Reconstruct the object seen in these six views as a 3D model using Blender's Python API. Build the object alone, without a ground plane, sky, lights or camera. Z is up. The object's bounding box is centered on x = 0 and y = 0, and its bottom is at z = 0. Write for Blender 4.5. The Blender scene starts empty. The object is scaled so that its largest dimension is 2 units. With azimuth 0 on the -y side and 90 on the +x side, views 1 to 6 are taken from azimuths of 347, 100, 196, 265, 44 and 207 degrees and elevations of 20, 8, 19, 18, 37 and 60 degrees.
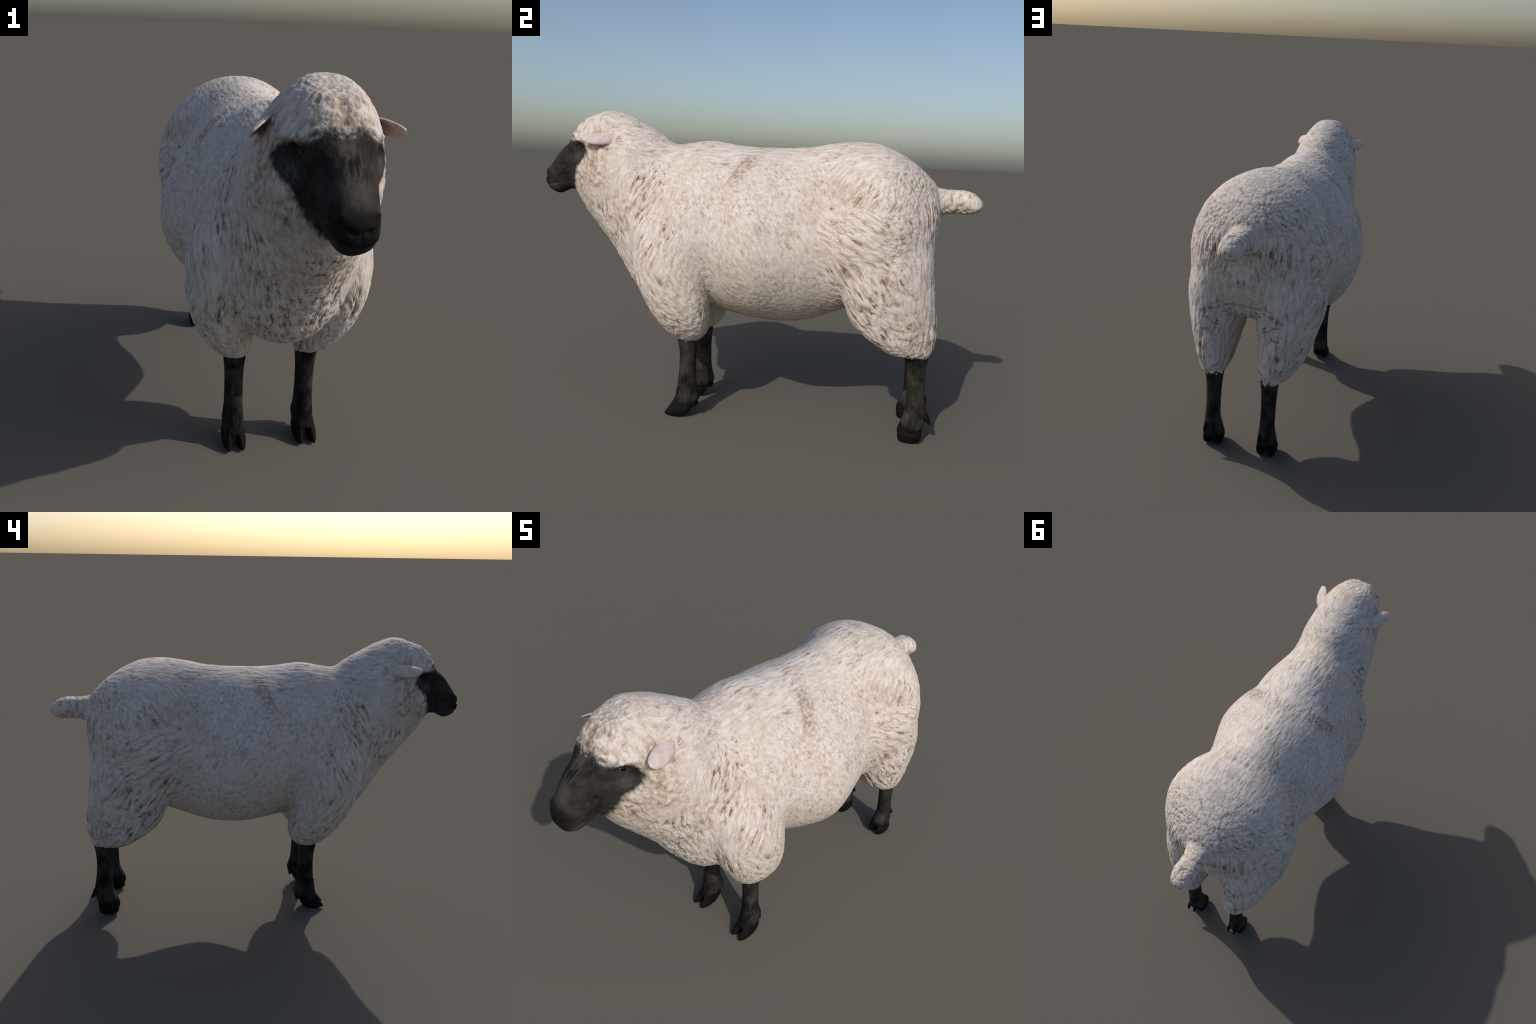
# A standing black-faced sheep in full fleece, built from lofted sections, fused and split into anatomical parts.
import bpy, bmesh, math
import numpy as np
from mathutils import Vector

RNG = np.random.default_rng(7)
scene = bpy.context.scene
coll = scene.collection
VOXEL = 0.0046


# ------------------------------------------------------------------ helpers
def catmull(rows, per):
    """Dense Catmull-Rom resampling of a list of equal-length parameter rows."""
    P = np.array(rows, float)
    P = np.vstack([2 * P[0] - P[1], P, 2 * P[-1] - P[-2]])
    out = []
    for i in range(1, len(P) - 2):
        a, b, c, d = P[i - 1], P[i], P[i + 1], P[i + 2]
        for k in range(per):
            t = k / per
            out.append(0.5 * (2 * b + (c - a) * t + (2 * a - 5 * b + 4 * c - d) * t * t
                              + (3 * b - a - 3 * c + d) * t ** 3))
    out.append(P[-2])
    return np.array(out)


def sgnpow(v, p):
    return np.sign(v) * np.abs(v) ** p


def add_loft(rings, name="loft"):
    """Closed tube through rings of points (n_rings, n_pts, 3), with caps."""
    n, m, _ = rings.shape
    verts = [tuple(p) for p in rings.reshape(-1, 3)]
    faces = []
    for i in range(n - 1):
        for j in range(m):
            a, b = i * m + j, i * m + (j + 1) % m
            faces.append((a, b, b + m, a + m))
    faces.append(tuple(range(m))[::-1])
    faces.append(tuple((n - 1) * m + j for j in range(m)))
    me = bpy.data.meshes.new(name)
    me.from_pydata(verts, [], faces)
    bm = bmesh.new()
    bm.from_mesh(me)
    bmesh.ops.recalc_face_normals(bm, faces=bm.faces)
    bm.to_mesh(me)
    bm.free()
    return me


def tilted_rings(rows, per=6, m=72):
    """Rows: y_bottom, z_bottom, y_top, z_top, half_width, height of widest point (0..1), n_top, n_bottom."""
    out = []
    th = np.linspace(0, 2 * np.pi, m, endpoint=False)
    for yb, zb, yt, zt, w, f, nt, nb in catmull(rows, per):
        bot, top = np.array([0, yb, zb]), np.array([0, yt, zt])
        mid = bot + (top - bot) * f
        c, s = np.cos(th), np.sin(th)
        n = np.where(s >= 0, nt, nb)
        x = w * sgnpow(c, 2 / n)
        v = sgnpow(s, 2 / n)
        up = np.where(v[:, None] >= 0, (top - mid)[None], (mid - bot)[None]) * v[:, None]
        ring = mid[None] + up
        ring[:, 0] = x
        out.append(ring)
    return np.array(out)


def level_rings(rows, side=1.0, per=5, m=40):
    """Rows: z, y_front, y_back, then x_inner and x_outer (or front pair and rear pair), exponent."""
    out = []
    th = np.linspace(0, 2 * np.pi, m, endpoint=False)
    for row in catmull(rows, per):
        z, y0, y1, n = row[0], row[1], row[2], row[-1]
        v = sgnpow(np.sin(th), 2 / n)
        t = (v + 1) / 2
        pair = row[3:-1]
        x0 = pair[0] + (pair[-2] - pair[0]) * t
        x1 = pair[1] + (pair[-1] - pair[1]) * t
        x = (x0 + x1) / 2 + (x1 - x0) / 2 * sgnpow(np.cos(th), 2 / n)
        y = (y0 + y1) / 2 + (y1 - y0) / 2 * v
        out.append(np.stack([side * x, y, np.full(m, z)], 1))
    return np.array(out)


def mesh_object(name, me, parent=None, mat=None, smooth=True):
    ob = bpy.data.objects.new(name, me)
    coll.objects.link(ob)
    if parent is not None:
        ob.parent = parent
    if mat is not None:
        me.materials.clear()
        me.materials.append(mat)
    if smooth:
        me.shade_smooth()
    return ob


def join_meshes(meshes, name="joined"):
    bm = bmesh.new()
    for me in meshes:
        bm.from_mesh(me)
    out = bpy.data.meshes.new(name)
    bm.to_mesh(out)
    bm.free()
    for me in meshes:
        bpy.data.meshes.remove(me)
    return out


def evaluated_mesh(ob):
    dg = bpy.context.evaluated_depsgraph_get()
    dg.update()
    return bpy.data.meshes.new_from_object(ob.evaluated_get(dg))


def coords(me):
    co = np.empty(len(me.vertices) * 3, np.float32)
    me.vertices.foreach_get("co", co)
    return co.reshape(-1, 3).astype(float)


def sstep(a, b, x):
    t = np.clip((x - a) / (b - a), 0, 1)
    return t * t * (3 - 2 * t)


# ------------------------------------------------------------------ body sections
# rump -> belly -> chest -> neck -> poll -> muzzle
TRUNK = [
    # yb     zb     yt     zt     w     f    nt   nb
    (0.814, 0.84, 0.822, 1.03, 0.080, 0.45, 2.0, 2.0),
    (0.794, 0.735, 0.800, 1.097, 0.165, 0.42, 1.95, 2.0),
    (0.755, 0.665, 0.752, 1.151, 0.229, 0.42, 1.92, 2.1),
    (0.67, 0.632, 0.668, 1.214, 0.300, 0.42, 2.03, 2.1),
    (0.56, 0.60, 0.56, 1.263, 0.338, 0.42, 2.08, 2.1),
    (0.45, 0.545, 0.45, 1.273, 0.322, 0.42, 2.05, 2.0),
    (0.36, 0.503, 0.36, 1.264, 0.286, 0.44, 1.82, 1.95),
    (0.26, 0.466, 0.26, 1.245, 0.308, 0.44, 1.74, 1.9),
    (0.15, 0.454, 0.15, 1.234, 0.346, 0.43, 1.74, 1.85),
    (0.06, 0.458, 0.06, 1.234, 0.369, 0.43, 1.75, 1.85),
    (-0.04, 0.468, -0.03, 1.234, 0.350, 0.45, 1.76, 1.74),
    (-0.14, 0.480, -0.11, 1.243, 0.296, 0.48, 1.76, 1.70),
    (-0.26, 0.484, -0.20, 1.253, 0.288, 0.46, 1.80, 1.8),
    (-0.40, 0.488, -0.31, 1.238, 0.262, 0.46, 1.82, 2.0),
    (-0.486, 0.513, -0.37, 1.234, 0.235, 0.48, 1.85, 1.95),
    (-0.568, 0.612, -0.43, 1.272, 0.210, 0.48, 1.88, 1.85),
    (-0.64, 0.724, -0.50, 1.310, 0.204, 0.48, 2.0, 1.78),
    (-0.715, 0.815, -0.58, 1.350, 0.187, 0.48, 2.05, 1.78),
    (-0.785, 0.900, -0.66, 1.372, 0.165, 0.47, 2.2, 1.85),
    (-0.828, 0.962, -0.73, 1.356, 0.130, 0.54, 2.5, 1.9),
    (-0.853, 0.996, -0.79, 1.330, 0.100, 0.58, 2.7, 2.0),
    (-0.868, 1.000, -0.842, 1.278, 0.084, 0.60, 2.8, 2.1),
    (-0.885, 0.996, -0.868, 1.226, 0.076, 0.58, 2.8, 2.3),
    (-0.92, 0.985, -0.910, 1.194, 0.068, 0.55, 2.6, 2.4),
    (-0.955, 0.985, -0.952, 1.143, 0.060, 0.5, 2.4, 2.5),
    (-0.984, 1.000, -0.984, 1.098, 0.050, 0.5, 2.3, 2.4),
    (-0.998, 1.022, -1.000, 1.074, 0.030, 0.5, 2.2, 2.2),
]
FORELEG_WOOL = [
    # z     y0      y1     front x_in, x_out  rear x_in, x_out  n
    (0.360, -0.290, -0.202, 0.090, 0.174, 0.090, 0.174, 2.2),
    (0.378, -0.318, -0.176, 0.084, 0.196, 0.082, 0.200, 2.2),
    (0.420, -0.360, -0.150, 0.080, 0.236, 0.076, 0.236, 2.3),
    (0.490, -0.405, -0.143, 0.076, 0.278, 0.066, 0.280, 2.3),
    (0.580, -0.452, -0.146, 0.064, 0.306, 0.055, 0.310, 2.2),
    (0.680, -0.485, -0.154, 0.055, 0.314, 0.055, 0.326, 2.1),
    (0.780, -0.498, -0.162, 0.060, 0.304, 0.060, 0.322, 2.0),
    (0.880, -0.490, -0.177, 0.070, 0.274, 0.070, 0.300, 1.9),
    (0.980, -0.450, -0.202, 0.080, 0.225, 0.080, 0.240, 1.9),
]
HINDLEG_WOOL = [
    (0.376, 0.706, 0.814, 0.090, 0.177, 0.090, 0.177, 2.2),
    (0.394, 0.632, 0.822, 0.080, 0.236, 0.080, 0.192, 2.2),
    (0.440, 0.562, 0.834, 0.070, 0.280, 0.064, 0.208, 2.3),
    (0.500, 0.490, 0.838, 0.062, 0.302, 0.056, 0.232, 2.3),
    (0.570, 0.452, 0.828, 0.046, 0.322, 0.044, 0.258, 2.3),
    (0.650, 0.430, 0.818, 0.026, 0.344, 0.028, 0.280, 2.3),
    (0.750, 0.426, 0.808, 0.010, 0.355, 0.010, 0.284, 2.2),
    (0.860, 0.440, 0.800, 0.010, 0.349, 0.010, 0.258, 2.1),
    (0.960, 0.470, 0.785, 0.020, 0.324, 0.020, 0.238, 2.0),
    (1.060, 0.510, 0.750, 0.040, 0.268, 0.040, 0.206, 2.0),
]
TAIL = [
    # y, half-width, z_bottom, z_top
    (0.76, 0.075, 0.96, 1.10),
    (0.82, 0.062, 0.972, 1.092),
    (0.86, 0.052, 0.982, 1.086),
    (0.91, 0.052, 0.984, 1.088),
    (0.945, 0.053, 0.984, 1.078),
    (0.975, 0.045, 0.992, 1.062),
    (0.998, 0.020, 1.010, 1.035),
]


def tail_mesh():
    th = np.linspace(0, 2 * np.pi, 40, endpoint=False)
    out = []
    for y, w, z0, z1 in catmull(TAIL, 5):
        n = 2.3
        out.append(np.stack([w * sgnpow(np.cos(th), 2 / n), np.full(40, y),
                             (z0 + z1) / 2 + (z1 - z0) / 2 * sgnpow(np.sin(th), 2 / n)], 1))
    return add_loft(np.array(out))


def fused_body():
    pieces = [add_loft(tilted_rings(TRUNK)), tail_mesh()]
    for s in (1, -1):
        pieces.append(add_loft(level_rings(FORELEG_WOOL, s)))
        pieces.append(add_loft(level_rings(HINDLEG_WOOL, s)))
    ob = mesh_object("fused", join_meshes(pieces))
    md = ob.modifiers.new("fuse", "REMESH")
    md.mode, md.voxel_size, md.adaptivity = "VOXEL", VOXEL, 0.0
    md = ob.modifiers.new("blend", "SMOOTH")
    md.factor, md.iterations = 0.5, 18
    me = evaluated_mesh(ob)
    bpy.data.objects.remove(ob)
    ob = mesh_object("fused", me)
    x, y, z = coords(me).T
    ax = np.abs(x)
    haunch = sstep(0.17, 0.24, ax + 0.10 * sstep(0.9, 1.05, z)) * sstep(0.34, 0.46, y) * sstep(0.46, 0.56, z)
    shoulder = sstep(0.15, 0.20, ax) * sstep(-0.14, -0.24, y) * sstep(-0.62, -0.52, y) * sstep(0.50, 0.62, z) * sstep(1.15, 1.05, z)
    breech = sstep(0.74, 0.78, y) * sstep(0.66, 0.74, z) * sstep(0.98, 0.90, z)
    w = np.clip(np.maximum.reduce([haunch, shoulder * 0.8, breech]), 0, 1)
    vg = ob.vertex_groups.new(name="flow")
    for k in range(1, 11):
        ids = np.nonzero(np.round(w * 10) == k)[0]
        vg.add(ids.tolist(), k / 10, "REPLACE")
    md = ob.modifiers.new("flow", "SMOOTH")
    md.factor, md.iterations, md.vertex_group = 0.5, 150, "flow"
    out = evaluated_mesh(ob)
    bpy.data.objects.remove(ob)
    return out


def dent(co, centre, radius, direction, depth):
    """Push points near a centre along a direction with a soft falloff (ellipsoidal radius)."""
    d = (co - np.array(centre)) / np.array(radius)
    w = np.exp(-(d ** 2).sum(1) * 1.5)
    return co + (w * depth)[:, None] * np.array(direction)


EYE = np.array([0.099, -0.782, 1.194])        # front of the eyeball
GAZE = np.array([0.90, -0.40, 0.12]); GAZE /= np.linalg.norm(GAZE)


def level_to(co, s, centre, radius, normal, lift):
    """Draw the surface near a centre onto the plane through it (a flattened socket)."""
    c = np.array(centre) * (s, 1, 1)
    n = np.array(normal) * (s, 1, 1)
    d = co - c
    h = d @ n
    q = d - h[:, None] * n
    w = np.exp(-((q / np.array(radius)) ** 2).sum(1) * 1.3) * (np.abs(h) < 0.06)
    return co - (w * (h - lift))[:, None] * n


def sculpt(co):
    for s in (1, -1):
        co = dent(co, (s * 0.108, -0.800, 1.224), (0.035, 0.040, 0.016), (s, -0.3, 0.2), 0.015)      # brow
        co = level_to(co, s, EYE, (0.03, 0.032, 0.023), GAZE, -0.0075)                              # eye socket
        co = dent(co, (s * 0.085, -0.845, 1.165), (0.03, 0.028, 0.022), (-s, 0, 0), 0.011)         # tear groove
        co = dent(co, (s * 0.075, -0.880, 1.090), (0.03, 0.060, 0.022), (s, 0, 0), 0.006)          # cheek
        for k in range(5):                                                                          # comma nostril
            t = k / 4
            co = dent(co, (s * (0.018 + 0.024 * t), -0.996 + 0.022 * t, 1.050 + 0.020 * t - 0.012 * t * t),
                      (0.011, 0.012, 0.007), (-s * 0.3, 0.95, 0.2), 0.0095)
        co = dent(co, (s * 0.040, -0.978, 1.085), (0.016, 0.018, 0.012), (s * 0.7, -0.5, 0.5), 0.007)  # nostril wing
        for k in range(8):                                                                          # mouth groove
            t = k / 7
            co = dent(co, (s * (0.026 + 0.030 * t), -0.994 + 0.066 * t, 1.014 + 0.020 * t - 0.004 * t * t),
                      (0.016, 0.010, 0.0048), (-s * 0.8, 0.55, 0.1), 0.0060)
    co = dent(co, (0, -0.890, 0.985), (0.06, 0.022, 0.02), (0, 0, 1), 0.009)                        # throat notch
    co = dent(co, (0, -0.942, 0.980), (0.05, 0.024, 0.02), (0, 0, -1), 0.005)                       # chin
    co = dent(co, (0, -0.992, 1.013), (0.028, 0.012, 0.006), (0, 1, 0), 0.009)                      # lip parting
    co = dent(co, (0, -1.000, 1.040), (0.004, 0.012, 0.022), (0, 1, 0), 0.004)                      # philtrum
    return co


# ------------------------------------------------------------------ node expressions
class X:
    """A socket (or number) in a node tree, with arithmetic; works in shader and geometry trees alike."""
    def __init__(self, tree, sock):
        self.t, self.s = tree, sock

    def op(self, kind, *others, clamp=False):
        n = self.t.nodes.new("ShaderNodeMath")
        n.operation, n.use_clamp = kind, clamp
        for i, o in enumerate((self,) + others):
            if isinstance(o, X):
                self.t.links.new(o.s, n.inputs[i])
            else:
                n.inputs[i].default_value = o
        return X(self.t, n.outputs[0])

    def __add__(self, o): return self.op("ADD", o)
    def __sub__(self, o): return self.op("SUBTRACT", o)
    def __mul__(self, o): return self.op("MULTIPLY", o)
    __radd__, __rmul__ = __add__, __mul__
    def __rsub__(self, o): return (self * -1.0) + o
    def abs(self): return self.op("ABSOLUTE")
    def sat(self): return self.op("ADD", 0.0, clamp=True)

    def step(self, a, b):
        """Smooth 0..1 between a and b (a may exceed b)."""
        n = self.t.nodes.new("ShaderNodeMapRange")
        n.interpolation_type = "SMOOTHSTEP"
        self.t.links.new(self.s, n.inputs[0])
        if a < b:
            n.inputs[1].default_value, n.inputs[2].default_value = a, b
            n.inputs[3].default_value, n.inputs[4].default_value = 0.0, 1.0
        else:
            n.inputs[1].default_value, n.inputs[2].default_value = b, a
            n.inputs[3].default_value, n.inputs[4].default_value = 1.0, 0.0
        return X(self.t, n.outputs[0])

    def lerp(self, a, b):
        return a + self * (b - a)


class V(X):
    def vop(self, kind, *others):
        n = self.t.nodes.new("ShaderNodeVectorMath")
        n.operation = kind
        k = 0
        for i, o in enumerate((self,) + others):
            if isinstance(o, X):
                self.t.links.new(o.s, n.inputs[i])
            else:
                n.inputs[i].default_value = o
        return n

    def __add__(self, o): return V(self.t, self.vop("ADD", o).outputs[0])
    def __sub__(self, o): return V(self.t, self.vop("SUBTRACT", o).outputs[0])
    def __mul__(self, o): return V(self.t, self.vop("MULTIPLY", o).outputs[0])

    def scale(self, k):
        n = self.vop("SCALE")
        if isinstance(k, X):
            self.t.links.new(k.s, n.inputs["Scale"])
        else:
            n.inputs["Scale"].default_value = k
        return V(self.t, n.outputs[0])

    def dot(self, d): return X(self.t, self.vop("DOT_PRODUCT", d).outputs["Value"])
    def length(self): return X(self.t, self.vop("LENGTH").outputs["Value"])

    def split(self):
        n = self.t.nodes.new("ShaderNodeSeparateXYZ")
        self.t.links.new(self.s, n.inputs[0])
        return [X(self.t, o) for o in n.outputs]

    def noise(self, scale, detail=2.0, rough=0.5, distort=0.0, colour=False):
        n = self.t.nodes.new("ShaderNodeTexNoise")
        self.t.links.new(self.s, n.inputs["Vector"])
        n.inputs["Scale"].default_value, n.inputs["Detail"].default_value = scale, detail
        n.inputs["Roughness"].default_value, n.inputs["Distortion"].default_value = rough, distort
        return V(self.t, n.outputs[1]) if colour else X(self.t, n.outputs[0])

    def cells(self, scale, feature="DISTANCE_TO_EDGE", smooth=None):
        n = self.t.nodes.new("ShaderNodeTexVoronoi")
        n.feature = feature
        self.t.links.new(self.s, n.inputs["Vector"])
        n.inputs["Scale"].default_value = scale
        return X(self.t, n.outputs["Distance"])

    def combed(self, d, stretch):
        """Coordinates stretched along direction d, so that noise read there runs in strands."""
        d = np.array(d, float); d /= np.linalg.norm(d)
        along = self.dot(tuple(d))
        k = V.from_const(self.t, d * -(1 - 1 / stretch)).scale(along)
        return self + k

    @staticmethod
    def from_const(tree, c):
        n = tree.nodes.new("ShaderNodeCombineXYZ")
        for i in range(3):
            n.inputs[i].default_value = float(c[i])
        return V(tree, n.outputs[0])


def mirrored(P):
    """(|x|, y, z): the fleece matches on both flanks."""
    n = P.vop("ABSOLUTE")
    A = V(P.t, n.outputs[0])
    return A * (1.0, 0.0, 0.0) + P * (0.0, 1.0, 1.0)


# where the short black hair of the face gives way to wool: (height, y of the edge)
FACE_EDGE = [(0.97, -0.842), (1.00, -0.836), (1.04, -0.824), (1.08, -0.808), (1.11, -0.793), (1.135, -0.764),
             (1.155, -0.744), (1.18, -0.733), (1.205, -0.735), (1.28, -0.75)]


def face_mask(M):
    """1 on the black face, 0 on wool, with a feathered hairy border."""
    x, y, z = M.split()
    n = M.t.nodes.new("ShaderNodeFloatCurve")
    cv = n.mapping.curves[0]
    lo, hi = 0.95, 1.30
    pts = [((a - lo) / (hi - lo), (b + 0.9) / 0.2) for a, b in FACE_EDGE]
    cv.points[0].location, cv.points[1].location = (0.0, pts[0][1]), (1.0, pts[-1][1])
    for p in pts:
        cv.points.new(*p)
    n.mapping.update()
    M.t.links.new(((z - lo) * (1 / (hi - lo))).s, n.inputs["Value"])
    edge = X(M.t, n.outputs[0]) * 0.2 - 0.9
    wob = M.combed((0, 0.5, -0.8), 3.0).noise(60, 3, 0.6) - 0.5
    back = (edge - y + wob * 0.045).step(-0.014, 0.014)
    peak = ((x - 0.042).abs()).step(0.035, 0.0)
    top = (1.252 + peak * 0.016 - x * x * 2.2 - z + wob * 0.075).step(-0.020, 0.020)
    return back * top


def fleece(P):
    """Height (0 in the partings, 1 on the locks) and parting strength of the fleece at a point."""
    M = mirrored(P)
    x, y, z = M.split()
    W = M + (M.noise(7.0, 2, 0.5, colour=True) - (0.5, 0.5, 0.5)).scale(0.032)

    def locks(q, scale):
        """Tufts with finer strands inside them; low values are the partings."""
        return q.noise(scale, 1.5, 0.5) * 0.58 + q.noise(scale * 2.4, 2.5, 0.6) * 0.42

    def folds(q, scale):
        return (q.noise(scale, 1.5, 0.5) - 0.5).abs() * 1.15 + 0.37

    qc = W.combed((0, 0.35, -0.9), 1.7)
    curl = locks(qc, 46) * 0.52 + folds(qc, 34) * 0.24 + folds(W.combed((0, 0.35, -0.9), 1.3), 21) * 0.24
    ruff = locks(W.combed((0, -0.42, -0.9), 4.2), 66)
    crest = locks(W.combed((0.1, -0.55, -0.8), 3.2), 62)
    sweep = locks(W.combed((0.1, 0.90, -0.40), 5.0), 64)
    shag = locks(W.combed((0.12, 0.60, -0.78), 4.6), 58)
    hang = locks(W.combed((0, 0.18, -1), 4.2), 60)
    felt = locks(W.combed((0, 0.5, -0.8), 1.9), 70)
    sleek = locks(W.combed((0, 1, 0.1), 4.0), 68)

    wob = (M.noise(5.0, 1) - 0.5) * 0.22
    yw, zw = y + wob, z + wob * 0.7
    front = yw + (z - 0.9) * 0.35
    w_head = front.step(-0.46, -0.58)
    w_leg = yw.step(-0.10, -0.20) * zw.step(0.74, 0.62)
    w_ruff = front.step(-0.24, -0.36) * zw.step(1.20, 1.10)
    w_chest = (y + (z - 0.9) * 0.66 + x * 0.6).step(-0.36, -0.50) * zw.step(1.02, 0.90)
    w_rear = yw.step(0.66, 0.82) * z.step(1.1, 1.0)
    w_haunch = yw.step(0.24, 0.42)
    w_top = zw.step(1.12, 1.20) * (1.0 - w_head)

    h = zw.step(0.72, 0.84).lerp(shag, zw.step(0.96, 1.06).lerp(sweep, crest))
    h = w_haunch.lerp(felt, h)
    h = w_top.lerp(h, sleek)
    h = w_ruff.lerp(h, ruff)
    h = w_leg.lerp(h, shag)
    h = w_head.lerp(h, curl)
    h = w_chest.op("MAXIMUM", w_rear).lerp(h, hang)
    one = (x * 0.0) + 0.25
    amp = w_haunch.lerp(one, 0.90)
    amp = w_top.lerp(amp, 0.40)
    amp = w_ruff.lerp(amp, 1.0)
    amp = w_leg.lerp(amp, 0.85)
    amp = w_head.lerp(amp, 1.50)
    amp = w_chest.op("MAXIMUM", w_rear).lerp(amp, 1.1)
    amp = amp * M.noise(4.5, 2, 0.6).step(0.34, 0.64).lerp(0.55, 1.25)      # calm and busy patches
    return h, amp, M, W


def fleece_relief(me):
    """Lift the locks of wool out of the smooth body with the same noise that colours them."""
    ob = mesh_object("relief", me)
    g = bpy.data.node_groups.new("fleece_relief", "GeometryNodeTree")
    g.interface.new_socket("Geometry", in_out="INPUT", socket_type="NodeSocketGeometry")
    g.interface.new_socket("Geometry", in_out="OUTPUT", socket_type="NodeSocketGeometry")
    gi, go = g.nodes.new("NodeGroupInput"), g.nodes.new("NodeGroupOutput")
    sp = g.nodes.new("GeometryNodeSetPosition")
    P = V(g, g.nodes.new("GeometryNodeInputPosition").outputs[0])
    N = V(g, g.nodes.new("GeometryNodeInputNormal").outputs[0])
    h, amp, M, W = fleece(P)
    wool = 1.0 - face_mask(M)
    lump = W.noise(13, 2, 0.5) - 0.5
    off = (((h.step(0.34, 0.60) - 0.62) * 0.0040 + lump * 0.011) * amp - 0.0015) * wool
    g.links.new(N.scale(off).s, sp.inputs["Offset"])
    g.links.new(gi.outputs[0], sp.inputs["Geometry"])
    g.links.new(sp.outputs[0], go.inputs[0])
    md = ob.modifiers.new("relief", "NODES")
    md.node_group = g
    out = evaluated_mesh(ob)
    bpy.data.objects.remove(ob)
    bpy.data.node_groups.remove(g)
    return out


# ------------------------------------------------------------------ materials
def new_material(name):
    m = bpy.data.materials.new(name)
    m.use_nodes = True
    t = m.node_tree
    b = t.nodes["Principled BSDF"]
    P = V(t, t.nodes.new("ShaderNodeTexCoord").outputs["Object"])
    return m, t, b, P


def mix(t, fac, a, b):
    """Colour mix; a and b are colours or sockets, fac an X or number."""
    n = t.nodes.new("ShaderNodeMix")
    n.data_type = "RGBA"
    for sock, v in ((n.inputs[0], fac), (n.inputs[6], a), (n.inputs[7], b)):
        if isinstance(v, X):
            t.links.new(v.s, sock)
        elif hasattr(v, "node"):
            t.links.new(v, sock)
        elif isinstance(v, tuple):
            sock.default_value = (*v, 1)
        else:
            sock.default_value = v
    return n.outputs[2]


def bump(t, b, height, strength, distance):
    n = t.nodes.new("ShaderNodeBump")
    n.inputs["Strength"].default_value, n.inputs["Distance"].default_value = strength, distance
    t.links.new(height.s, n.inputs["Height"])
    t.links.new(n.outputs[0], b.inputs["Normal"])


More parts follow.
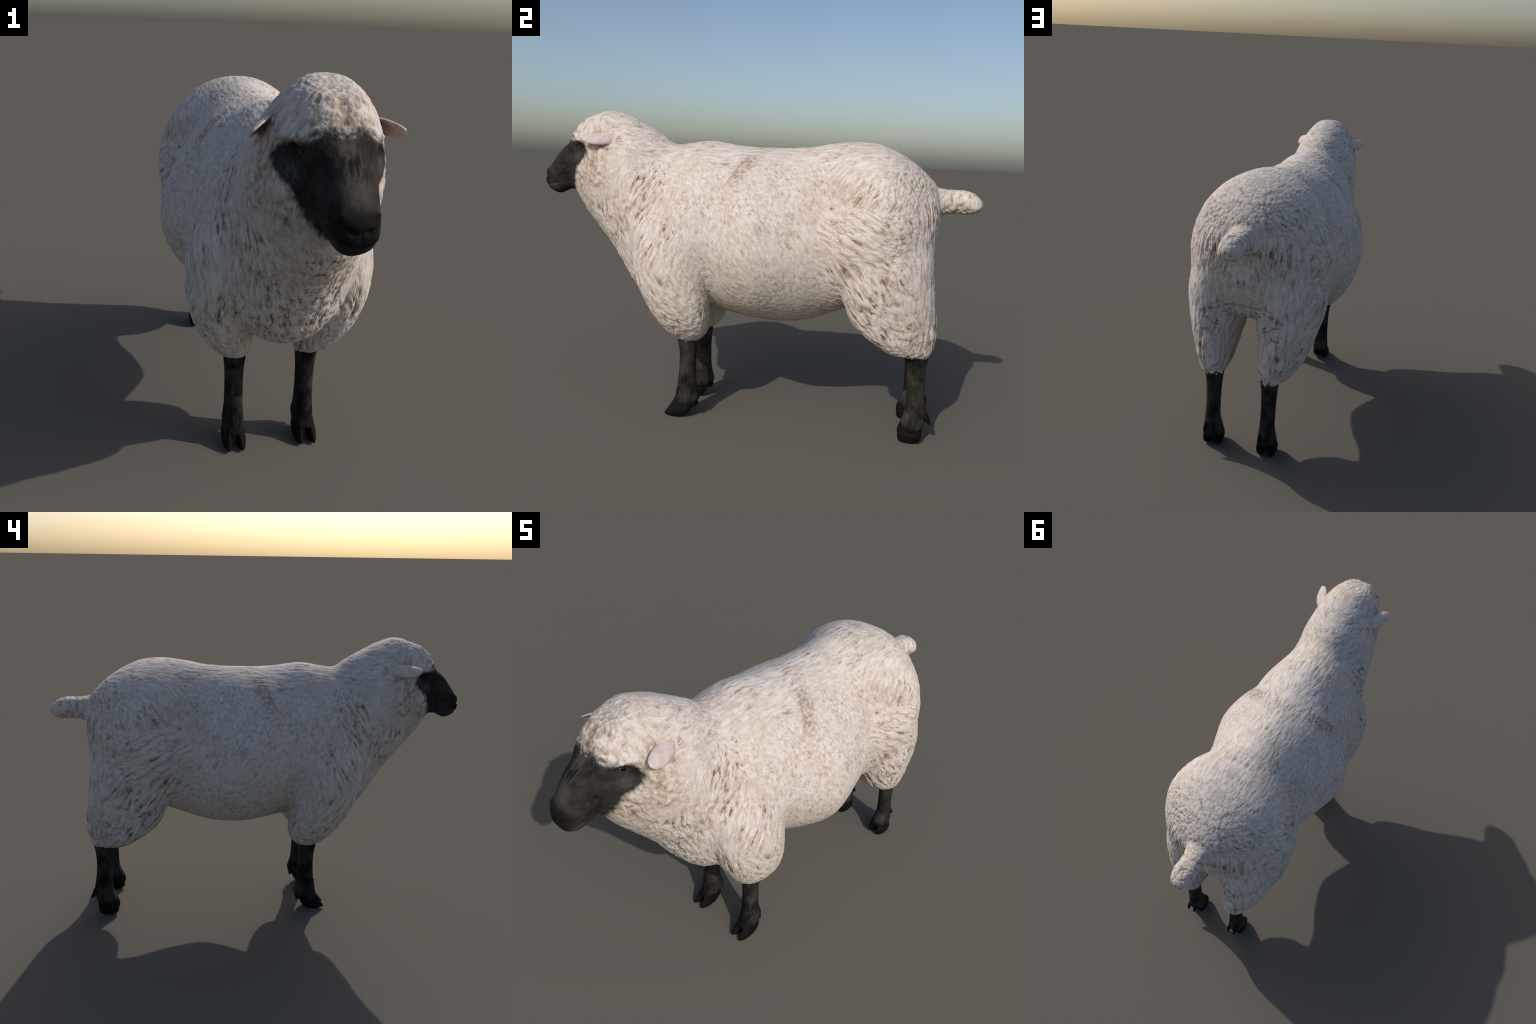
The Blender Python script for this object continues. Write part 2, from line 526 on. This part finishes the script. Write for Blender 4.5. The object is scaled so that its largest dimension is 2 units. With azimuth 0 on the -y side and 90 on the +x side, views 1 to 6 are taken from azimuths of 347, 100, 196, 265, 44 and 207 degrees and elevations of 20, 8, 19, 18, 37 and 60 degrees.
def fleece_material(name, with_face):
    m, t, b, P = new_material(name)
    h, amp, M, W = fleece(P)
    x, y, z = M.split()
    fibre = W.noise(150, 4, 0.65)
    blotch = M.noise(6.0, 3, 0.6)
    patch = M.noise(9.0, 3, 0.65)
    fine_warp = M.noise(30, 2, 0.5, colour=True) - (0.5, 0.5, 0.5)
    hue = M.noise(2.6, 2, 0.5)
    col = mix(t, hue.step(0.40, 0.60), (0.636, 0.578, 0.517), (0.636, 0.574, 0.540))
    col = mix(t, blotch.step(0.42, 0.68) * 0.6, col, (0.530, 0.465, 0.405))
    col = mix(t, (fibre.step(0.40, 0.70)) * 0.45, col, (0.44, 0.375, 0.315))
    # brown stains on the saddle and thighs
    stain = M.noise(3.6, 3, 0.65).step(0.54, 0.70) * (z.step(0.72, 1.0).lerp(0.35, 1.0))
    col = mix(t, stain * fibre.step(0.25, 0.65) * 0.55, col, (0.40, 0.315, 0.24))
    # tan partings, paler lock tips, and short dark brown flecks in the gaps between locks
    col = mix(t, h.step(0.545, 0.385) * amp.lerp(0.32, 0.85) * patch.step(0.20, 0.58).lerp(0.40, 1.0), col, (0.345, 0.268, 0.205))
    col = mix(t, h.step(0.53, 0.63) * 0.55, col, (0.715, 0.668, 0.622))
    open_ = (patch + (fibre - 0.5) * 0.4).step(0.43, 0.58)
    fleck = h.step(0.425, 0.375) * open_ * amp.step(0.2, 0.8).lerp(0.35, 1.0)
    col = mix(t, fleck * 0.9, col, (0.150, 0.102, 0.060))
    line = ((W + (fine_warp.scale(0.02))).combed((0.1, 0.6, -0.7), 3.2).noise(26, 3.5, 0.65) - 0.5).abs().step(0.030, 0.004)
    line = line * M.noise(11, 3, 0.65).step(0.50, 0.62) * fibre.step(0.62, 0.40)
    col = mix(t, line * 0.60, col, (0.21, 0.150, 0.098))
    fine = W.combed((0, 0.45, -0.9), 2.4).noise(115, 2, 0.5)
    dash = fine.step(0.33, 0.27) * (M.noise(9, 2, 0.6)).step(0.46, 0.60)
    col = mix(t, dash * 0.5, col, (0.19, 0.135, 0.09))
    # a soiled dip behind each shoulder blade, and soiled breech
    q = M - (0.20, -0.02, 1.13)
    along = q.dot((0, 0.62, 0.78))
    across = q.dot((0, 0.78, -0.62))
    smear = (along.abs().step(0.13, 0.02)) * ((across + (blotch - 0.5) * 0.08).abs().step(0.060, 0.0)) * x.step(0.06, 0.12)
    col = mix(t, smear * W.combed((0, 0.62, 0.78), 4).noise(75, 3, 0.6).step(0.36, 0.60) * 0.85, col, (0.27, 0.20, 0.145))
    soil = y.step(0.73, 0.78) * z.step(0.56, 0.60) * z.step(0.78, 0.72) * M.noise(8, 1).step(0.44, 0.58)
    crack = (W.combed((1, 0, 0), 5.0).noise(26, 3, 0.6) - 0.5).abs().step(0.040, 0.0)
    col = mix(t, crack * soil * 0.75, col, (0.13, 0.10, 0.045))
    grain = fibre * 0.30 + h.step(0.34, 0.60) * amp * 0.65
    if with_face:
        f = face_mask(M)
        hair = (P + (P.noise(9, 1, colour=True) - (0.5, 0.5, 0.5)).scale(0.05)).combed((0.0, -0.8, -0.5), 5.0).noise(110, 3, 0.6)
        tone = P.noise(14, 2, 0.5)
        skin = mix(t, tone.step(0.3, 0.7), (0.010, 0.0095, 0.009), (0.034, 0.031, 0.028))
        skin = mix(t, hair.step(0.4, 0.75) * 0.5, skin, (0.052, 0.046, 0.040))
        # paler ridge of the nose, grey cheek under the eye, black nose and lips
        bridge = x.step(0.045, 0.008) * z.step(1.06, 1.13) * y.step(-0.80, -0.86)
        skin = mix(t, bridge * (hair + (tone - 0.5) * 0.5).step(0.30, 0.65) * 0.6, skin, (0.095, 0.081, 0.065))
        under = ((M - (0.108, -0.785, 1.150)) * (0.8, 0.75, 1.0)).length() + (tone - 0.5) * 0.05
        skin = mix(t, under.step(0.042, 0.004) * hair.step(0.2, 0.65) * 0.7, skin, (0.085, 0.082, 0.078))
        lip = ((M - (0.045, -0.950, 1.012)) * (0.6, 0.7, 1.0)).length() + (tone - 0.5) * 0.03
        skin = mix(t, lip.step(0.034, 0.006) * 0.6, skin, (0.070, 0.052, 0.041))
        nose = (y + (z - 1.055).abs() * 0.5 + (tone - 0.5) * 0.03).step(-0.935, -0.980)
        skin = mix(t, nose * 0.85, skin, (0.009, 0.0085, 0.008))
        col = mix(t, f, col, skin)
        grain = f.lerp(grain, hair * 0.3 + tone * 0.3)
    b.inputs["Roughness"].default_value = 0.92
    b.inputs["Specular IOR Level"].default_value = 0.10
    t.links.new(col, b.inputs["Base Color"])
    bump(t, b, grain, 0.45, 0.005)
    return m


def hair_material(name, dark, pale, rough, coronet=False):
    """Short black hair of the lower legs: vertical strands, dull paler patches."""
    m, t, b, P = new_material(name)
    tone = P.noise(11, 3, 0.55)
    hair = P.combed((0, 0, 1), 5).noise(120, 3, 0.6)
    col = mix(t, tone.step(0.35, 0.70), dark, pale)
    col = mix(t, hair.step(0.45, 0.75) * 0.4, col, tuple(1.6 * c for c in pale))
    t.links.new(col, b.inputs["Base Color"])
    b.inputs["Roughness"].default_value = rough
    b.inputs["Specular IOR Level"].default_value = 0.10
    if coronet:
        z = P.split()[2] + (tone - 0.5) * 0.05
        t.links.new(mix(t, z.step(0.085, 0.055), col, (0.005, 0.0046, 0.0042)), b.inputs["Base Color"])
    bump(t, b, hair * 0.5 + tone, 0.5, 0.003)
    return m


def horn_material(name):
    m, t, b, P = new_material(name)
    ring = P.combed((0, 1, 0), 3).noise(70, 2)
    scuff = P.noise(45, 3, 0.6).step(0.55, 0.75)
    col = mix(t, ring, (0.0035, 0.0032, 0.003), (0.007, 0.006, 0.005))
    col = mix(t, scuff * 0.35, col, (0.028, 0.019, 0.013))
    t.links.new(col, b.inputs["Base Color"])
    b.inputs["Roughness"].default_value = 0.7
    b.inputs["Specular IOR Level"].default_value = 0.10
    bump(t, b, ring, 0.4, 0.002)
    return m


def ear_material(name, pale, deep):
    m, t, b, P = new_material(name)
    M = mirrored(P)
    n1 = M.noise(40, 3, 0.6)
    col = mix(t, n1.step(0.3, 0.7), pale, deep)
    root = (M - (0.118, -0.62, 1.25)).length().step(0.055, 0.02)
    col = mix(t, root * 0.6, col, (0.62, 0.40, 0.30))
    spot = M.noise(95, 2).step(0.66, 0.74)
    col = mix(t, spot * 0.5, col, (0.42, 0.25, 0.19))
    t.links.new(col, b.inputs["Base Color"])
    b.inputs["Roughness"].default_value = 0.7
    b.inputs["Specular IOR Level"].default_value = 0.3
    bump(t, b, M.noise(160, 3), 0.4, 0.002)
    return m


def eye_material(name):
    """Amber iris with a dark oval pupil on a black rim; the gaze is along local +x."""
    m, t, b, P = new_material(name)
    q = P * (0.0, 0.92, 1.30)
    r = q.length() + (P.noise(200, 2) - 0.5) * 0.002
    col = mix(t, r.step(0.0092, 0.0106), (0.004, 0.0035, 0.003), (0.17, 0.085, 0.012))
    col = mix(t, r.step(0.0185, 0.0205), col, (0.008, 0.007, 0.006))
    t.links.new(col, b.inputs["Base Color"])
    b.inputs["Roughness"].default_value = 0.35
    b.inputs["Specular IOR Level"].default_value = 0.12
    return m


M_WOOL = fleece_material("fleece", False)
M_HEAD = fleece_material("fleece_and_face", True)
M_SHANK = hair_material("short_black_hair", (0.006, 0.0056, 0.0052), (0.044, 0.040, 0.034), 0.8, True)
M_LID = hair_material("eyelid_skin", (0.009, 0.0085, 0.008), (0.020, 0.018, 0.016), 0.6)
M_HOOF = horn_material("hoof_horn")
M_EAR = ear_material("ear_back", (0.62, 0.535, 0.50), (0.52, 0.43, 0.40))
M_EAR_HOLLOW = ear_material("ear_hollow", (0.53, 0.39, 0.36), (0.42, 0.29, 0.265))
M_EYE = eye_material("eye_amber")

# ------------------------------------------------------------------ assemble
sheep = bpy.data.objects.new("sheep", None)
coll.objects.link(sheep)
sheep["label"] = "standing woolly white sheep with black face and legs"
sheep["category"] = "sheep"

body = fused_body()
co = sculpt(coords(body))
body.vertices.foreach_set("co", co.astype(np.float32).ravel())
body.update()
body = fleece_relief(body)
co = coords(body)
body.shade_smooth()

normals = np.empty(len(body.vertices) * 3, np.float32)
body.vertex_normals.foreach_get("vector", normals)
normals = normals.reshape(-1, 3)
quads = [tuple(p.vertices) for p in body.polygons]
centres = np.array([p.center[:] for p in body.polygons])


def region_of(c):
    """Anatomical region of every face centre."""
    x, y, z = c.T
    ax = np.abs(x)
    side = np.where(x > 0, 0, 1)
    r = np.full(len(c), "torso", dtype=object)
    neck = y + 0.42 + 0.16 * (z - 0.9) * 2 < 0
    r[neck & (z > 0.50)] = "neck"
    head = (y + 0.30 * (z - 1.1)) < -0.665
    r[head] = "head"
    r[head & (y < np.interp(z, *zip(*FACE_EDGE))) & (z < 1.262 - 2.6 * x * x)] = "face"
    fore = (z < 0.62 - 0.5 * np.clip(0.08 - ax, 0, 1)) & (ax > 0.058) & (y < -0.13) & (y > -0.44)
    hind = (z < 0.66) & (ax > 0.03) & (y > 0.40 + 0.35 * np.clip(0.66 - z, 0, 1))
    r[fore & (r == "torso") & (side == 0)] = "foreleg"
    r[fore & (r == "torso") & (side == 1)] = "foreleg.001"
    r[hind & (side == 0)] = "hindleg"
    r[hind & (side == 1)] = "hindleg.001"
    r[(y > 0.832) & (z > 0.95)] = "tail"
    return r


region = region_of(centres)
parts = {}
for name in ("torso", "neck", "head", "face", "foreleg", "foreleg.001", "hindleg", "hindleg.001", "tail"):
    idx = np.nonzero(region == name)[0]
    used = np.unique(np.concatenate([quads[i] for i in idx]))
    remap = {int(v): k for k, v in enumerate(used)}
    me = bpy.data.meshes.new(name)
    me.from_pydata([tuple(co[v]) for v in used], [], [tuple(remap[v] for v in quads[i]) for i in idx])
    me.shade_smooth()
    me.normals_split_custom_set_from_vertices([tuple(normals[v]) for v in used])
    parent = parts["head"] if name == "face" else sheep
    parts[name] = mesh_object(name, me, parent, M_HEAD if name in ("head", "face") else M_WOOL, smooth=False)
bpy.data.meshes.remove(body)

# ------------------------------------------------------------------ lower legs
FORE_SHANK = [
    # z    y0      y1      x0     x1    n
    (0.055, -0.318, -0.212, 0.094, 0.176, 2.3),
    (0.085, -0.302, -0.190, 0.094, 0.174, 2.3),
    (0.115, -0.298, -0.196, 0.097, 0.172, 2.2),
    (0.150, -0.291, -0.205, 0.099, 0.169, 2.2),
    (0.200, -0.286, -0.209, 0.100, 0.168, 2.2),
    (0.265, -0.284, -0.210, 0.100, 0.168, 2.2),
    (0.310, -0.287, -0.208, 0.098, 0.170, 2.2),
    (0.350, -0.294, -0.205, 0.094, 0.174, 2.2),
    (0.410, -0.300, -0.200, 0.092, 0.178, 2.2),
]
HIND_SHANK = [
    (0.050, 0.712, 0.808, 0.086, 0.178, 2.3),
    (0.085, 0.716, 0.818, 0.091, 0.175, 2.3),
    (0.115, 0.726, 0.821, 0.096, 0.170, 2.3),
    (0.150, 0.732, 0.820, 0.100, 0.167, 2.2),
    (0.210, 0.732, 0.809, 0.101, 0.166, 2.2),
    (0.280, 0.728, 0.804, 0.100, 0.167, 2.2),
    (0.340, 0.717, 0.807, 0.096, 0.170, 2.2),
    (0.390, 0.706, 0.816, 0.090, 0.177, 2.2),
    (0.440, 0.700, 0.822, 0.088, 0.180, 2.2),
]


def claw(rows, cx, sign):
    """One half of a cloven hoof. Rows: z, y_toe, y_heel, inner and outer offset from the foot's middle."""
    m = 28
    th = np.linspace(0, 2 * np.pi, m, endpoint=False)
    out = []
    for z, y0, y1, a, b in catmull(rows, 4):
        v = sgnpow(np.sin(th), 0.85)
        y = (y0 + y1) / 2 + (y1 - y0) / 2 * v
        toe = np.clip(-v, 0, 1)                         # narrower toward the toe
        half = (b - a) / 2 * (1 - 0.45 * toe ** 2)
        mid = (a + b) / 2
        x = mid + half * sgnpow(np.cos(th), 0.8)
        out.append(np.stack([cx + sign * x, y, np.full(m, z)], 1))
    return add_loft(np.array(out), "hoof")


FORE_CLAW = [
    (0.000, -0.322, -0.272, 0.010, 0.034),
    (0.008, -0.344, -0.250, 0.009, 0.041),
    (0.028, -0.334, -0.228, 0.003, 0.045),
    (0.055, -0.316, -0.216, 0.000, 0.041),
    (0.075, -0.302, -0.222, 0.000, 0.034),
]
HIND_CLAW = [
    (0.000, 0.722, 0.784, 0.010, 0.036),
    (0.010, 0.709, 0.800, 0.008, 0.044),
    (0.035, 0.705, 0.806, 0.002, 0.048),
    (0.058, 0.710, 0.806, 0.000, 0.042),
    (0.078, 0.716, 0.812, 0.000, 0.036),
]


def dewclaw(cx, base, tip, r):
    base, tip = np.array(base, float), np.array(tip, float)
    ax = tip - base
    u = np.cross(ax, [1, 0, 0]); u /= np.linalg.norm(u)
    w = np.array([1.0, 0, 0])
    th = np.linspace(0, 2 * np.pi, 14, endpoint=False)
    rows = [(0, 1.0), (0.35, 0.95), (0.7, 0.7), (0.92, 0.4), (1.0, 0.15)]
    rings = [base + ax * t + r * k * (np.cos(th)[:, None] * u + 0.8 * np.sin(th)[:, None] * w) for t, k in rows]
    rings = np.array(rings)
    rings[:, :, 0] += cx
    return add_loft(rings, "dewclaw")


def fringe(rows, s):
    """Small ragged tufts hanging from the hem of the leg wool."""
    z, y0, y1, x0, x1 = rows[0][:5]
    cx, cy, rx, ry = (x0 + x1) / 2, (y0 + y1) / 2, (x1 - x0) / 2, (y1 - y0) / 2
    tufts = []
    count = 34
    for i in range(count):
        a = 2 * math.pi * (i + RNG.uniform(-0.3, 0.3)) / count
        out = np.array([math.cos(a) / rx, math.sin(a) / ry, 0.0]); out /= np.linalg.norm(out)
        side = np.array([-out[1], out[0], 0.0])
        k = RNG.uniform(0.94, 0.99)
        base = np.array([cx + rx * k * math.cos(a), cy + ry * k * math.sin(a), z + 0.017])
        length, w = RNG.uniform(0.015, 0.023), RNG.uniform(0.0050, 0.0085)
        lean = side * RNG.uniform(-0.005, 0.005) + out * RNG.uniform(-0.003, 0.002)
        rings = []
        for t, f in ((0, 0.8), (0.3, 1.0), (0.6, 0.75), (0.85, 0.4), (1.0, 0.08)):
            c = base + lean * t * t - np.array([0, 0, length * t])
            rings.append([c + f * w * (math.cos(b) * side + 0.6 * math.sin(b) * out)
                          for b in np.linspace(0, 2 * math.pi, 9)[:-1]])
        R = np.array(rings)
        R[:, :, 0] *= s
        tufts.append(add_loft(R, "tuft"))
    return join_meshes(tufts, "wool_fringe")


for s, suffix in ((1, ""), (-1, ".001")):
    for kind, shank_rows, claw_rows, cx, dew in (
            ("foreleg", FORE_SHANK, FORE_CLAW, 0.136, ((0, -0.222, 0.080), (0, -0.200, 0.048), 0.014)),
            ("hindleg", HIND_SHANK, HIND_CLAW, 0.133, ((0, 0.812, 0.125), (0, 0.840, 0.086), 0.012))):
        leg = parts[kind + suffix]
        mesh_object("shank", add_loft(level_rings(shank_rows, s), "shank"), leg, M_SHANK)
        hem = mesh_object("wool_fringe", fringe(FORELEG_WOOL if kind == "foreleg" else HINDLEG_WOOL, s), leg, M_WOOL)
        hem["kind"] = "stuff"
        for d in (1, -1):
            mesh_object("hoof", claw(claw_rows, s * cx, d), leg, M_HOOF)
            mesh_object("dewclaw", dewclaw(s * cx + d * 0.018, *dew), leg, M_HOOF)


# ------------------------------------------------------------------ ears and eyes
def ear_mesh(s):
    """A cupped leaf-shaped ear: convex back turned out and up, pink hollow turned forward and in."""
    n, m = 32, 27
    root, mid, tip = np.array([0.118, -0.594, 1.248]), np.array([0.170, -0.668, 1.252]), np.array([0.198, -0.746, 1.238])
    u = np.array([0.0, 0.0, 1.0])
    outer, inner = [], []
    for i in range(n):
        t = i / (n - 1)
        c = (1 - t) ** 2 * root + 2 * t * (1 - t) * mid + t * t * tip
        tan = 2 * (1 - t) * (mid - root) + 2 * t * (tip - mid)
        tan /= np.linalg.norm(tan)
        o = np.cross(u, tan); o /= np.linalg.norm(o)
        o *= np.sign(o[0])
        up = np.cross(tan, o); up *= np.sign(up[2])
        nrm = 0.70 * o + 0.714 * up
        e = np.cross(tan, nrm); e *= np.sign(e @ o); e /= np.linalg.norm(e)   # toward the lower outer edge
        w = 0.033 * (0.70 + 1.05 * t - 0.62 * t * t) * (1 - t ** 3.8) ** 0.58 + 0.0012
        c = c + e * (0.007 * math.sin(math.pi * min(t * 1.05, 1)))         # belly of the leaf hangs low
        ro, ri = [], []
        for j in range(m):
            v = -1 + 2 * j / (m - 1)
            bend = 1.15 - 0.35 * t
            curl = 0.55 * w * (1 - math.cos(v * bend)) + 0.10 * w * max(v, 0) ** 3
            p = c + e * (w * math.sin(v * bend) / math.sin(bend)) - nrm * curl
            th = (0.0075 * (1 - v * v) ** 0.5 + 0.0009) * (1 - 0.55 * t)
            ro.append(p + nrm * th); ri.append(p - nrm * th)
        outer.append(ro); inner.append(ri)
    rings = np.array([a + b[::-1] for a, b in zip(outer, inner)])
    rings[:, :, 0] *= s
    me = add_loft(rings, "ear")
    me.materials.append(M_EAR)
    me.materials.append(M_EAR_HOLLOW)
    k = 2 * m
    for p in me.polygons:
        j = [v % k for v in p.vertices]
        if len(j) == 4 and min(j) >= m and max(j) < k:
            p.material_index = 1
    return me


def eyelid_mesh(s):
    """A rim of dark skin around the almond opening, heavier above."""
    n, m = 48, 12
    side = np.cross([0, 0, 1.0], GAZE); side /= np.linalg.norm(side)     # toward the ear
    up = np.cross(GAZE, side)
    rings = []
    for i in range(n):
        a = 2 * math.pi * i / n
        ca, sa = math.cos(a), math.sin(a)
        px = 0.0192 * ca
        pz = (0.0118 if sa > 0 else 0.0112) * sgnpow(sa, 1.15) - 0.0022 * ca   # tilted almond
        depth = -0.0215 + math.sqrt(max(0.0242 ** 2 - px * px - pz * pz, 0))
        c = EYE + side * px + up * pz + GAZE * depth
        out = side * ca + up * sa
        r = 0.0030 + 0.0045 * max(sa, 0)            # the upper lid is heavy and overhangs
        c = c + GAZE * 0.0035 * max(sa, 0)
        rings.append([c + out * (r * 0.8) + r * (math.cos(b) * GAZE * 0.8 + math.sin(b) * out * 1.25)
                      for b in np.linspace(0, 2 * math.pi, m, endpoint=False)])
    R = np.array(rings)
    R[:, :, 0] *= s
    verts = [tuple(p) for p in R.reshape(-1, 3)]
    faces = [(i * m + j, i * m + (j + 1) % m, ((i + 1) % n) * m + (j + 1) % m, ((i + 1) % n) * m + j)
             for i in range(n) for j in range(m)]
    me = bpy.data.meshes.new("eyelid")
    me.from_pydata(verts, [], faces)
    bm = bmesh.new(); bm.from_mesh(me)
    bmesh.ops.recalc_face_normals(bm, faces=bm.faces)
    bm.to_mesh(me); bm.free()
    return me


for s, suffix in ((1, ""), (-1, ".001")):
    mesh_object("ear" + suffix, ear_mesh(s), parts["head"])
    bm = bmesh.new()
    bmesh.ops.create_uvsphere(bm, u_segments=40, v_segments=24, radius=0.024)
    me = bpy.data.meshes.new("eye"); bm.to_mesh(me); bm.free()
    eye = mesh_object("eye" + suffix, me, parts["head"], M_EYE)
    gaze = Vector(GAZE * (s, 1, 1))
    eye.location = Vector(EYE * (s, 1, 1)) - gaze * 0.0215
    eye.rotation_euler = gaze.to_track_quat("X", "Z").to_euler()
    mesh_object("eyelid" + suffix, eyelid_mesh(s), parts["head"], M_LID)
